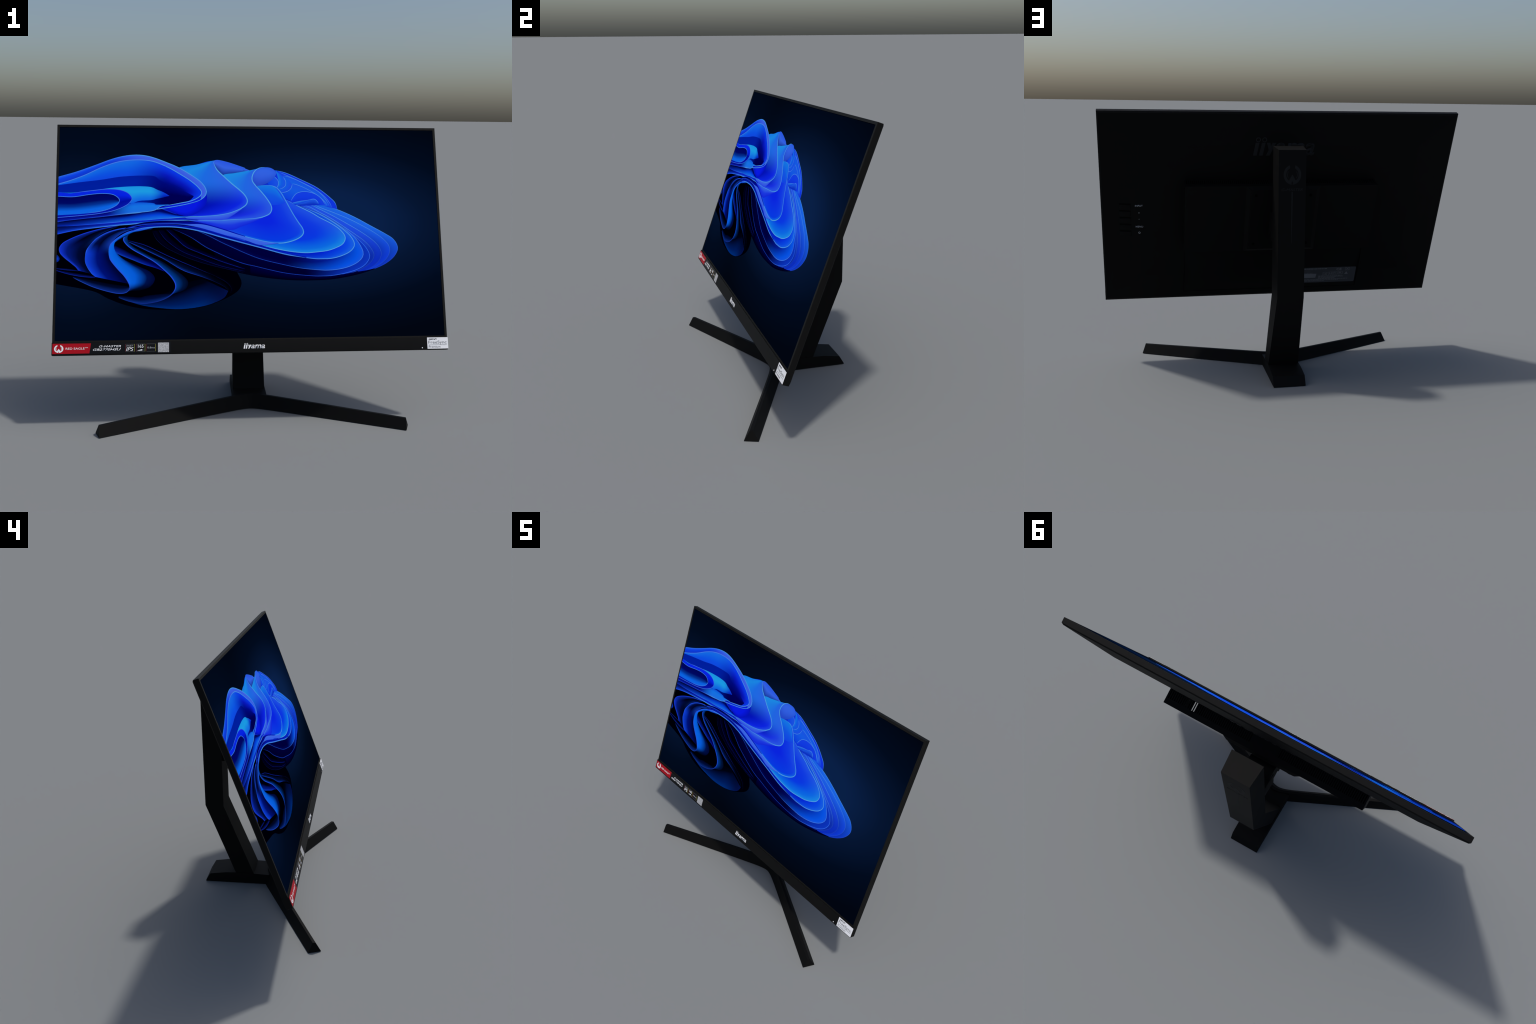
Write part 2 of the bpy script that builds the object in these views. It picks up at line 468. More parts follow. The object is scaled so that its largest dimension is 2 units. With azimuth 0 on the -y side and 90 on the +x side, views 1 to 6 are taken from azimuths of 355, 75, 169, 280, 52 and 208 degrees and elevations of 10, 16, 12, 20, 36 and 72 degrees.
# ================================================================ the stand
# hinge arm, level block between plate and column
bm = bmesh.new()
bm_box(bm, -0.074, 0.074, 0.150, 0.258, 0.785, 0.913)
bevel_all(bm, .004)
arm = add('hinge_arm', finish(bm, 'hinge_arm', .6), monitor, None, [MAT_STAND])
bm = bmesh.new()
bmesh.ops.create_cone(bm, cap_ends=True, segments=32, radius1=.056, radius2=.056, depth=0.142,
                      matrix=Matrix.Translation((0, .142, .885)) @ Matrix.Rotation(math.pi / 2, 4, 'Y'))
add('hinge_barrel', finish(bm, 'hinge_barrel', .6), arm, None, [MAT_STAND])
rings = [[(-.070, y, z0), (.070, y, z0), (.070, y, z1), (-.070, y, z1)] for y, z0, z1 in
         ((0.156, .495, .650), (0.19, .505, .645))]
add('hinge_mount', finish(hull_rings(rings), 'hinge_mount'), arm, PANEL, [MAT_STAND])

# column: upright upper part, forward-sloping lower part, wider towards the front
def col_ring(bx, by, bz, fx, fy, fz):
    return [(-bx, by, bz), (bx, by, bz), (fx, fy, fz), (-fx, fy, fz)]


bm = hull_rings([col_ring(.0735, .367, 1.3005, .0822, .2555, 1.3140),
                 col_ring(.0735, .367, 0.502, .0825, .2548, 0.5025),
                 col_ring(.0875, .188, 0.052, .0872, .0770, 0.052)])
bevel_all(bm, .0022, 2, .2)
column = add('stand_column', finish(bm, 'stand_column', .5), monitor, None, [MAT_STAND])
YC = 0.367
emblem('column_emblem', 0.0, 1.171, 0.047, 0.052, YC - .0005, YC + .0005, MAT_SEAL, column)
lettering('column_word', 'G-MASTER', -0.057, 0.057, 1.0855, 1.0995, YC - .0004, MAT_EMBOSS, column, 1, 0.3, 0.0, 0.001)
bm = bmesh.new()
prism_xz(bm, [(-.0038, 1.080), (.0038, 1.080), (.0008, .806), (-.0008, .806)], YC - .0005, YC + .0005)
add('column_stripe', finish(bm, 'column_stripe'), column, None, [MAT_SEAL])

# base block behind the foot: side profile swept across
prof = [(.3825, 0.0), (.3825, .004), (.354, .0515), (.2585, .0655), (.193, .0672), (.081, .0655), (.0, .0630),
        (-.012, .0615), (-.012, 0.0)]
bm = bmesh.new()
a = [bm.verts.new((-.0905, p[0], p[1])) for p in prof]
b = [bm.verts.new((.0905, p[0], p[1])) for p in prof]
bm.faces.new(a)
bm.faces.new(b)
for i in range(len(prof)):
    j = (i + 1) % len(prof)
    bm.faces.new((a[i], a[j], b[j], b[i]))
bevel_all(bm, .0025, 2, .5)
base = add('stand_base', finish(bm, 'stand_base', .5), monitor, None, [MAT_STAND])

# V foot: four long edges swept over x, rounded at the bend, lower towards the tips
SLOPE, SOFT = 0.4657, 0.040
EDGES = ((-.025, .7655, 0), (.0056, .769, 1), (.0215, .771, 1), (.053, .791, 0))   # y at the bend, tip x, upper edge?
rings = []
steps = [-1 + 2 * i / 24 for i in range(25)] + [k * .02 for k in range(-6, 7)]
for t in sorted(set(round(s, 4) for s in steps)):
    ring = []
    for y0, xe, up in EDGES:
        x = t * xe
        y = y0 - SLOPE * (math.sqrt(x * x + SOFT * SOFT) if y0 < .05 else max(abs(x), 0.02))
        ring.append((x, y, (0.0705 - 0.0195 * abs(t)) if up else 0.0))
    rings.append(ring)
bm = hull_rings(rings)
bevel_all(bm, .0012, 1, .5)
foot = add('v_foot', finish(bm, 'v_foot', .45), monitor, None, [MAT_STAND])

# ================================================================ the display
# The lit picture is built as thin stacked folds: each fold is lofted from an inner
# line to its rim, rises a hair towards the rim, and is tinted by that rise
# (Generated y) with a second tint blended in across the panel (Object x or z).
GAIN = (1.47, 1.46, 1.38)  # lightens screen colours to reach the seen brightness under sun and sky


def screen_colour(h):
    return [min(1.0, c * g) for c, g in zip(srgb(h), GAIN)] + [1.0]


def ramp_node(nt, stops, fac):
    r = nt.nodes.new('ShaderNodeValToRGB')
    els = r.color_ramp.elements
    r.color_ramp.interpolation = 'EASE' if len(stops) == 2 else 'LINEAR'
    while len(els) < len(stops):
        els.new(0.5)
    for e, (p, c) in zip(els, stops):
        e.position = p
        e.color = screen_colour(c)
    nt.links.new(fac, r.inputs['Fac'])
    return r.outputs['Color']


def matte(nt, b, col):
    nt.links.new(col, b.inputs['Base Color'])
    b.inputs['Roughness'].default_value = 0.9
    b.inputs['Specular IOR Level'].default_value = 0.0


def across(nt, tc, axis):
    sep = nt.nodes.new('ShaderNodeSeparateXYZ')
    nt.links.new(tc.outputs['Object'], sep.inputs[0])
    mr = nt.nodes.new('ShaderNodeMapRange')
    mr.interpolation_type = 'SMOOTHSTEP'
    mr.inputs['From Min'].default_value = axis[1]
    mr.inputs['From Max'].default_value = axis[2]
    if axis[1] > axis[2]:
        mr.inputs['From Min'].default_value, mr.inputs['From Max'].default_value = axis[2], axis[1]
        mr.inputs['To Min'].default_value, mr.inputs['To Max'].default_value = 1.0, 0.0
    nt.links.new(sep.outputs[axis[0].upper()], mr.inputs['Value'])
    return mr.outputs['Result']


def mix(nt, fac, a, b):
    m = nt.nodes.new('ShaderNodeMix')
    m.data_type = 'RGBA'
    nt.links.new(fac, m.inputs['Factor'])
    nt.links.new(a, m.inputs['A'])
    nt.links.new(b, m.inputs['B'])
    return m.outputs['Result']


def spline(ctrl, n):
    """Centripetal Catmull-Rom through the control points, n points evenly spaced."""
    P = [Vector(c) * 0.001 for c in ctrl]
    if len(P) == 1:
        return [P[0]] * n
    P = [P[0] * 2 - P[1]] + P + [P[-1] * 2 - P[-2]]
    dense = []
    for i in range(1, len(P) - 2):
        t = [0.0]
        for k in range(3):
            t.append(t[-1] + max((P[i + k] - P[i + k - 1]).length, 1e-6) ** 0.5)
        for s in range(14):
            u = t[1] + (t[2] - t[1]) * s / 14
            A = [P[i - 1 + k] * ((t[k + 1] - u) / (t[k + 1] - t[k])) + P[i + k] * ((u - t[k]) / (t[k + 1] - t[k])) for k in range(3)]
            B = [A[k] * ((t[k + 2] - u) / (t[k + 2] - t[k])) + A[k + 1] * ((u - t[k]) / (t[k + 2] - t[k])) for k in range(2)]
            dense.append(B[0] * ((t[2] - u) / (t[2] - t[1])) + B[1] * ((u - t[1]) / (t[2] - t[1])))
    dense.append(P[-2])
    acc = [0.0]
    for a, b in zip(dense, dense[1:]):
        acc.append(acc[-1] + (b - a).length)
    out, j = [], 0
    for i in range(n):
        d = acc[-1] * i / (n - 1)
        while j < len(acc) - 2 and acc[j + 1] < d:
            j += 1
        f = (d - acc[j]) / max(acc[j + 1] - acc[j], 1e-9)
        out.append(dense[j].lerp(dense[j + 1], min(max(f, 0), 1)))
    return out


# glass plate with the dark blue glow around the shape
m, nt, b = new_mat('picture_background')
tc = nt.nodes.new('ShaderNodeTexCoord')


def glow(cx, cz, sx, sz, start):
    """Distance from a soft glow centred at cx, cz, squashed by sx, sz."""
    mp = nt.nodes.new('ShaderNodeMapping')
    mp.inputs['Location'].default_value = (-cx * sx, 0, -cz * sz)
    mp.inputs['Scale'].default_value = (sx, 0, sz)
    nt.links.new(tc.outputs['Object'], mp.inputs['Vector'])
    ln = nt.nodes.new('ShaderNodeVectorMath')
    ln.operation = 'LENGTH'
    nt.links.new(mp.outputs['Vector'], ln.inputs[0])
    ad = nt.nodes.new('ShaderNodeMath')
    ad.inputs[1].default_value = start
    nt.links.new(ln.outputs['Value'], ad.inputs[0])
    return ad.outputs[0]


near = nt.nodes.new('ShaderNodeMath')
near.operation = 'SMOOTH_MIN'
near.inputs[2].default_value = 0.15
nt.links.new(glow(0.30, 0.66, 0.72, 1.50, 0.0), near.inputs[0])
nt.links.new(glow(-0.90, 0.60, 0.80, 0.80, 0.28), near.inputs[1])
matte(nt, b, ramp_node(nt, ((0.0, '0a2248'), (0.27, '0a1f44'), (0.44, '061530'), (0.64, '020b1d'), (0.9, '020611')), near.outputs[0]))
display = box('display', -SX + .0002, SX - .0002, 0.0000, 0.006, SZ0 + .0002, SZ1 - .0002, m, monitor, PANEL)

RISE, STEP = 1.3e-5, 2.6e-5
layer = [0]


def fold(name, outer, inner, tint, tint_far=None, axis=None, rim=None, rim_mm=2.4):
    layer[0] += 1
    n, rows = 96, 10
    o = spline(outer, n)
    q = spline(inner, n) if inner else o
    bm = bmesh.new()
    grid = []
    if not inner:
        rows = 0
    for k in range(rows + 1):
        v = k / max(rows, 1)
        grid.append([bm.verts.new((*(lambda p: (p.x, -RISE * v, p.y))(q[i].lerp(o[i], v)),)) for i in range(n)])
    for k in range(rows):
        for i in range(n - 1):
            bm.faces.new((grid[k][i], grid[k][i + 1], grid[k + 1][i + 1], grid[k + 1][i]))
    if rim:
        h = rim_mm * 0.00038
        left, right = [], []
        for i in range(n):
            taper = min(1.0, i / 9.0, (n - 1 - i) / 9.0)    # rims run out to a point
            if o[0].x < -0.97 and i < 12 or o[-1].x < -0.97 and i > n - 13:
                taper = 1.0                                 # unless the frame cuts them off
            t = o[min(i + 1, n - 1)] - o[max(i - 1, 0)]
            nrm = Vector((-t.y, t.x))
            nrm = nrm.normalized() * (h * taper + 1e-5) if nrm.length > 1e-9 else Vector((0, h))
            a, b2 = o[i] + nrm, o[i] - nrm
            left.append(bm.verts.new((max(a.x, -SX + .0004), -RISE * 1.25, a.y)))
            right.append(bm.verts.new((max(b2.x, -SX + .0004), -RISE * 1.25, b2.y)))
        for i in range(n - 1):
            bm.faces.new((left[i], left[i + 1], right[i + 1], right[i])).material_index = 1
    for f in bm.faces:
        f.normal_update()
        if f.normal.y > 0:
            f.normal_flip()
    me = bpy.data.meshes.new(name)
    bm.to_mesh(me)
    bm.free()
    ob = add(name, me, display, Matrix.Translation((0, -1e-5 - layer[0] * STEP, 0)))
    mt, nt, bs = new_mat(name + '_tint')
    tc = nt.nodes.new('ShaderNodeTexCoord')
    sep = nt.nodes.new('ShaderNodeSeparateXYZ')
    nt.links.new(tc.outputs['Generated'], sep.inputs[0])
    mr = nt.nodes.new('ShaderNodeMapRange')                 # rise from inner line (0) to rim (1)
    top = 1.25 if rim else 1.0
    mr.inputs['From Min'].default_value = 1.0
    mr.inputs['From Max'].default_value = 1.0 - 1.0 / top
    nt.links.new(sep.outputs['Y'], mr.inputs['Value'])
    col = ramp_node(nt, tint or ((0.0, rim[0]), (1.0, rim[0])), mr.outputs['Result'])
    if tint_far:
        col = mix(nt, across(nt, tc, axis), col, ramp_node(nt, tint_far, mr.outputs['Result']))
    matte(nt, bs, col)
    me.materials.append(mt)
    if rim:
        mt, nt, bs = new_mat(name + '_rim')
        tc = nt.nodes.new('ShaderNodeTexCoord')
        cols = []
        for c in rim:
            r = nt.nodes.new('ShaderNodeRGB')
            r.outputs[0].default_value = screen_colour(c)
            cols.append(r.outputs[0])
        matte(nt, bs, mix(nt, across(nt, tc, axis), *cols) if axis else cols[0])
        me.materials.append(mt)
    return ob


# control points in millimetres on the panel (x from its middle, height from its foot)
fold('picture_shadow_mass', [(-987, 351), (-791, 309), (-730, 276), (-635, 240), (-550, 223), (-425, 216), (-290, 223), (-194, 248), (-112, 285), (-69, 318), (-58, 351), (-68, 381), (-93, 414), (-132, 436)],
     [(-987, 633), (-889, 633), (-770, 650), (-616, 650), (-547, 650), (-478, 654), (-409, 657), (-339, 658), (-252, 649), (-200, 631), (-165, 613), (-148, 578)],
     ((0, '000004'), (.8, '000006'), (1, '000008')))
fold('picture_shadow_mass', [(-167, 436), (-90, 407), (8, 385), (92, 372), (197, 362), (303, 360), (410, 366), (528, 385), (610, 412)],
     [(-252, 631), (-165, 631), (-77, 595), (98, 577), (276, 576), (454, 540), (541, 485)],
     ((0, '000018'), (.75, '000014'), (1, '000006')))
fold('picture_blue_mass', [(-987, 885), (-903, 912), (-775, 961), (-593, 1011), (-497, 998), (-381, 955), (-286, 972), (-196, 993), (-3, 935), (78, 952), (129, 943), (265, 887), (345, 845), (411, 793)],
     [(-982, 645), (-822, 658), (-642, 671), (-548, 673), (-392, 679), (-252, 667), (-164, 645), (-95, 622), (10, 577), (98, 559), (230, 541), (365, 558), (458, 666)],
     ((0, '0a20b0'), (.5, '0a28c8'), (1, '1038d8')))
fold('picture_dim_fold', [(-512, 621), (-490, 578), (-451, 541), (-386, 505), (-289, 465), (-159, 428), (-40, 402)],
     [(-483, 621), (-451, 574), (-412, 541), (-347, 508), (-257, 471), (-143, 437), (-40, 409)],
     ((0, '000004'), (.5, '000018'), (1, '000008')),
     rim=('030c38', '030c38'), rim_mm=2.9)
fold('picture_dim_fold', [(-480, 624), (-441, 574), (-367, 518), (-273, 478), (-159, 437), (-40, 409)],
     [(-451, 624), (-409, 574), (-341, 524), (-257, 488), (-143, 447), (-40, 414)],
     ((0, '000004'), (.5, '00001c'), (1, '00001a')),
     rim=('050f50', '050f50'), rim_mm=3.5)
fold('picture_dim_fold', [(-441, 628), (-393, 584), (-341, 538), (-273, 507), (-175, 467), (-39, 420)],
     [(-412, 627), (-367, 584), (-315, 544), (-250, 514), (-159, 474), (-39, 427)],
     ((0, '000006'), (.6, '000024'), (1, '000430')),
     rim=('08186c', '08186c'), rim_mm=4.1)
fold('picture_nest_fold', [(316, 763), (343, 764), (391, 752), (460, 729), (541, 692), (622, 647), (702, 602), (738, 578), (758, 550), (763, 523), (742, 483), (692, 444), (620, 413), (583, 399)],
     [(125, 577)],
     ((0, '0a2ab8'), (.8, '1a46dc'), (.9, '1b62df'), (1, '226ae0')),
     ((0, '0a2ab8'), (.8, '0e30c4'), (.86, '0a2490'), (.94, '1038c4'), (1, '0c2a98')), ('z', 0.667, 0.437),
     rim=('3f86e0', '1a3cb8'), rim_mm=3.5)
fold('picture_nest_fold', [(297, 756), (332, 756), (360, 744), (435, 715), (510, 683), (585, 644), (644, 609), (689, 575), (715, 544), (721, 517), (709, 483), (677, 450), (630, 423), (590, 406)],
     [(125, 577)],
     ((0, '1238d8'), (.7, '1538dc'), (.9, '1c5ce0'), (1, '2470e0')),
     ((0, '0a2ac0'), (.78, '0d2cc8'), (.84, '0a269c'), (.93, '0f38d0'), (1, '0c2c98')), ('z', 0.685, 0.454),
     rim=('4488e0', '1c44c0'), rim_mm=3.5)
fold('picture_nest_fold', [(288, 755), (315, 755), (359, 734), (434, 695), (509, 652), (583, 606), (636, 566), (665, 532), (675, 499), (665, 468), (637, 438), (596, 415), (559, 400)],
     [(125, 577)],
     ((0, '1238d8'), (.7, '1a40dc'), (1, '2052de')),
     ((0, '0a2cc8'), (.8, '0a2090'), (.9, '0c2cb8'), (1, '0c2cac')), ('z', 0.667, 0.454),
     rim=('4486e0', '1a3cb4'), rim_mm=3.5)
fold('picture_nest_fold', [(262, 756), (294, 751), (359, 717), (419, 684), (484, 640), (537, 603), (590, 563), (622, 526), (636, 493), (627, 466), (600, 439), (560, 415), (517, 399), (468, 388)],
     [(125, 577)],
     ((0, '1238d8'), (.8, '1c48dc'), (1, '2456de')),
     ((0, '0a2cc0'), (.84, '081e84'), (.93, '0c2ca8'), (1, '0e30a8')), ('z', 0.667, 0.454),
     rim=('4486e0', '1a3ca8'), rim_mm=3.5)
fold('picture_nest_fold', [(248, 757), (359, 711), (418, 678), (484, 637), (513, 609), (560, 569), (595, 530), (613, 490), (607, 466), (585, 439), (545, 416), (483, 397), (408, 384), (348, 382), (330, 382), (251, 388), (172, 398), (93, 415), (14, 435), (-38, 447), (-94, 467), (-175, 504), (-240, 537), (-305, 581), (-353, 607), (-412, 632)],
     [(125, 577)],
     ((0, '000040'), (.75, '000030'), (.9, '000028'), (1, '00083c')),
     ((0, '0828b0'), (.8, '08249c'), (.93, '0c34b8'), (1, '1c4cdc')), ('x', 0.258, 0.563),
     rim=('122f98', '2b62dc'), rim_mm=4.3)
fold('picture_nest_fold', [(243, 758), (359, 709), (418, 674), (483, 631), (536, 585), (565, 542), (579, 505), (575, 481), (549, 454), (500, 430), (439, 416), (379, 412), (358, 413), (252, 424), (146, 446), (41, 473), (-24, 498), (-109, 537), (-158, 560), (-223, 594), (-301, 627), (-366, 639)],
     [(125, 577)],
     ((0, '000040'), (.8, '000038'), (.93, '010448'), (1, '06145c')),
     ((0, '0420a0'), (.72, '0420a0'), (.88, '0650dc'), (1, '2058de')), ('x', 0.152, 0.509),
     rim=('15389c', '3a74de'), rim_mm=4.3)
fold('picture_nest_fold', [(237, 759), (359, 706), (418, 671), (477, 628), (518, 588), (535, 551), (531, 533), (509, 509), (466, 488), (411, 474), (351, 472), (333, 472), (227, 486), (148, 502), (43, 532), (-89, 568), (-158, 593)],
     [(125, 577)],
     ((0, '000a90'), (.8, '0018b0'), (.93, '0a28c0'), (1, '1030c8')),
     ((0, '0018a8'), (.72, '0424d8'), (.86, '0a48e0'), (1, '2272e0')), ('x', 0.143, 0.5),
     rim=('2a66e0', '4a90e0'), rim_mm=5.2)
fold('picture_nest_fold', [(179, 787), (208, 771), (248, 749), (314, 716), (358, 689), (418, 657), (462, 625), (485, 594), (487, 576), (474, 551), (437, 530), (391, 515), (345, 509), (281, 504), (201, 511), (122, 526), (48, 544)],
     [(206, 630)],
     ((0, '0a28d8'), (.6, '1038e0'), (.85, '1c4ce0'), (1, '2050de')),
     ((0, '0828d8'), (.5, '0638e0'), (.8, '0c68e0'), (.93, '1a86e2'), (1, '2e7ce0')), ('z', 0.667, 0.543),
     rim=('4c94de', '4e98de'), rim_mm=5.2)
fold('picture_nest_shade', [(636, 417), (589, 401), (528, 385), (437, 368), (377, 362), (303, 360), (197, 362), (92, 372), (-13, 389)],
     [(636, 420), (590, 410), (529, 401), (438, 385), (378, 379), (304, 380), (198, 390), (93, 411), (-12, 436)],
     ((0, '000438'), (.3, '000030'), (.7, '000018'), (1, '000006')))
fold('picture_fan_fold', [(129, 944), (185, 929), (266, 892), (346, 851), (412, 799), (440, 769), (451, 734)],
     [(143, 834), (262, 779), (343, 763)],
     ((0, '0a38dc'), (.7, '1036dc'), (1, '1030d0')),
     rim=('3f80e0', '3f80e0'), rim_mm=3.5)
fold('picture_fan_fold', [(145, 936), (212, 906), (265, 881), (332, 845), (385, 804), (413, 766), (424, 740)],
     [(142, 829), (236, 793), (343, 763)],
     ((0, '0c40dc'), (.7, '1440dc'), (1, '1a44d8')),
     rim=('3a78de', '3a78de'), rim_mm=3.5)
fold('picture_fan_fold', [(166, 908), (174, 913), (225, 898), (292, 865), (358, 825), (392, 785), (410, 752)],
     [(142, 823), (235, 785), (329, 766)],
     ((0, '0a3cd8'), (.6, '1060e0'), (.85, '1656e0'), (1, '1540d8')),
     rim=('3f7ede', '3f7ede'), rim_mm=3.5)
fold('picture_fan_fold', [(212, 862), (218, 870), (251, 862), (318, 829), (365, 796), (391, 766), (396, 751)],
     [(155, 801), (222, 774), (316, 760)],
     ((0, '0a34d8'), (.6, '1458e0'), (1, '1a50e0')),
     rim=('3f7ede', '3f7ede'), rim_mm=3.5)
fold('picture_fan_fold', [(206, 777), (217, 796), (236, 818), (269, 829), (312, 825), (344, 812), (371, 788), (388, 758)],
     [(208, 772), (235, 756), (342, 756)],
     ((0, '0a28c0'), (.6, '1038dc'), (1, '1540dc')),
     rim=('4482de', '4482de'), rim_mm=3.5)
fold('picture_fan_fold', [(235, 762), (276, 774), (316, 788), (333, 788), (348, 774), (353, 763)],
     [(235, 756), (275, 756), (353, 760)],
     ((0, '0a28b8'), (1, '1c58e0')),
     rim=('4482de', '4482de'), rim_mm=3.5)
fold('picture_fan_fold', [(213, 768), (262, 779), (295, 783), (311, 787)],
     [(229, 761), (262, 767), (311, 785)],
     ((0, '0a34d0'), (1, '2272e0')),
     rim=('3a70dc', '3a70dc'), rim_mm=2.9)
fold('picture_fan_fold', [(170, 908), (182, 884), (181, 864), (170, 851), (148, 841)],
     [(129, 944), (142, 903), (144, 873), (130, 850)],
     ((0, '1a7ce0'), (.5, '1058e0'), (1, '1c4ee0')),
     rim=('4484de', '4484de'), rim_mm=3.5)
fold('picture_fan_fold', [(216, 867), (210, 848), (191, 831), (158, 822)],
     [(185, 909), (184, 864), (173, 851), (148, 841)],
     ((0, '1058e0'), (1, '1a4ae0')),
     rim=('4484de', '4484de'), rim_mm=3.5)
fold('picture_fan_fold', [(123, 910), (141, 889), (143, 867), (135, 850)],
     [(77, 903), (87, 872), (103, 850)],
     ((0, '0a40dc'), (1, '1a50e0')),
     rim=('4484de', '4484de'), rim_mm=3.5)
fold('picture_petal', [(-198, 990), (-190, 995), (-172, 997), (-126, 987), (-73, 970), (-30, 954), (-43, 956), (-5, 942)],
     [(-196, 970), (-175, 937), (-149, 911), (-117, 915), (-74, 923), (-31, 933), (-43, 932), (-5, 940)],
     ((0, '081c58'), (.25, '1a3a9c'), (.6, '3460dc'), (1, '2450dc')),
     rim=('2f62e0', '2f62e0'), rim_mm=2.9)
fold('picture_petal', [(31, 861), (76, 862), (111, 859), (135, 848), (156, 823), (176, 787), (194, 752), (220, 703), (245, 662), (263, 635), (269, 611), (259, 593), (229, 574), (176, 558), (136, 555), (83, 560), (17, 575), (-88, 605), (-157, 627), (-255, 654)],
     [(48, 694)],
     ((0, '0a24d8'), (.35, '0a24dc'), (.7, '1038e0'), (1, '2050de')),
     ((0, '0420c0'), (.5, '0628dc'), (.85, '0638e0'), (.95, '1070e0'), (1, '2c86e0')), ('z', 0.676, 0.56),
     rim=('3f88dc', '4a98dc'), rim_mm=6.4)
fold('picture_petal_glow', [(31, 861), (76, 862), (111, 858), (129, 845), (145, 823), (163, 790)],
     [(64, 790), (85, 768), (106, 757), (127, 757), (149, 760), (176, 768)],
     ((0, '1034de'), (.5, '1254e0'), (.8, '1474e0'), (1, '1c62e0')))
fold('picture_petal_roll', [(16, 933), (30, 948), (51, 957), (78, 960), (102, 957), (121, 947), (133, 930), (128, 914), (109, 892), (76, 870), (28, 861), (10, 883), (6, 908), (16, 933)],
     [(56, 916)],
     ((0, '3460dc'), (.6, '3060de'), (1, '2452d8')),
     ((0, '2c54d4'), (1, '2244c0')), ('z', 0.939, 0.866))
fold('picture_petal', [(78, 960), (51, 958), (30, 948), (16, 933), (6, 908), (7, 886), (23, 861), (54, 826), (85, 785), (103, 752), (105, 733), (94, 711), (62, 695), (19, 685), (-34, 681), (-87, 679), (-157, 675), (-288, 676)],
     [(51, 956), (-8, 942), (-83, 928), (-148, 915), (-154, 887), (-128, 833), (-102, 778), (-156, 724), (-288, 677)],
     ((0, '1c90e0'), (.25, '1c80e0'), (.5, '2064e0'), (1, '2c5cde')),
     ((0, '0010a0'), (.5, '0414b8'), (.75, '1830dc'), (.93, '2a58e0'), (1, '2458dc')), ('z', 0.829, 0.703),
     rim=('4c9cdc', '4a90dc'), rim_mm=6.4)
fold('picture_petal_under', [(-340, 676), (-235, 675), (-157, 675), (-51, 681), (-21, 682), (19, 685), (56, 690)],
     [(-327, 675), (-223, 654), (-144, 627), (-90, 627), (-66, 638), (-8, 660), (56, 688)],
     ((0, '0a18d0'), (.5, '1c38dc'), (1, '3f78e0')))
fold('picture_petal', [(-185, 996), (-194, 986), (-190, 970), (-175, 942), (-148, 915), (-101, 871), (-62, 838), (-42, 819), (-27, 798), (-21, 779), (-27, 760), (-46, 744), (-71, 730), (-117, 713), (-183, 701), (-262, 696), (-353, 697)],
     [(-198, 994), (-286, 972), (-376, 955), (-418, 914), (-431, 832), (-418, 751), (-379, 700)],
     ((0, '1468e0'), (.25, '1a84e0'), (.42, '1c68e0'), (.8, '2a60de'), (1, '2c5cde')),
     ((0, '000678'), (.45, '000888'), (.7, '0414b8'), (.87, '0c24dc'), (.95, '2450e0'), (1, '2a58dc')), ('z', 0.893, 0.752),
     rim=('4c9edc', '4a94dc'), rim_mm=6.7)
fold('picture_petal_under', [(-345, 692), (-262, 696), (-183, 701), (-117, 713), (-63, 732), (-50, 738)],
     [(-335, 685), (-262, 678), (-209, 677), (-141, 679), (-104, 698), (-55, 732)],
     ((0, '1c34dc'), (.5, '3458e0'), (1, '4074e0')))
fold('picture_petal_belly', [(-233, 824), (-230, 792), (-237, 759), (-261, 730), (-288, 711), (-319, 700), (-366, 704), (-418, 724), (-450, 740)],
     [(-374, 757)],
     ((0, '0a20e0'), (.6, '0818dc'), (.85, '0410b0'), (1, '000a78')))
fold('picture_lower_lip', [(-127, 309), (-145, 277), (-210, 245), (-291, 226), (-387, 219), (-482, 227), (-546, 237), (-581, 246), (-629, 262), (-677, 282)],
     [(-257, 372), (-322, 357), (-387, 325), (-451, 299), (-546, 268), (-582, 265), (-613, 269), (-677, 282)],
     ((0, '000004'), (.3, '000210'), (.65, '001a58'), (.85, '002c74'), (1, '0a2878')),
     ((0, '000008'), (.5, '00041c'), (1, '041450')), ('x', -0.296, -0.148))
fold('picture_dim_fold', [(-649, 577), (-599, 562), (-551, 548), (-419, 485), (-289, 428), (-192, 385), (-134, 352), (-111, 322), (-116, 296)],
     [(-648, 583), (-600, 570), (-551, 560), (-419, 505), (-289, 451), (-192, 411), (-128, 371), (-89, 332), (-96, 299)],
     ((0, '000004'), (.6, '000008'), (1, '00000c')),
     ((0, '000004'), (.6, '000008'), (1, '00000c')), ('x', -0.374, -0.2),
     rim=('0a1c78', '020828'), rim_mm=3.8)
fold('picture_dim_fold', [(-651, 573), (-599, 549), (-551, 525), (-451, 475), (-354, 416), (-257, 382), (-193, 356), (-144, 329), (-127, 309)],
     [(-649, 577), (-599, 560), (-551, 542), (-451, 492), (-354, 449), (-257, 412), (-192, 385), (-144, 352), (-119, 322)],
     ((0, '000006'), (.6, '000c30'), (1, '0a2a7c')),
     ((0, '000004'), (1, '000414')), ('x', -0.357, -0.183),
     rim=('1434a0', '030a30'), rim_mm=3.8)
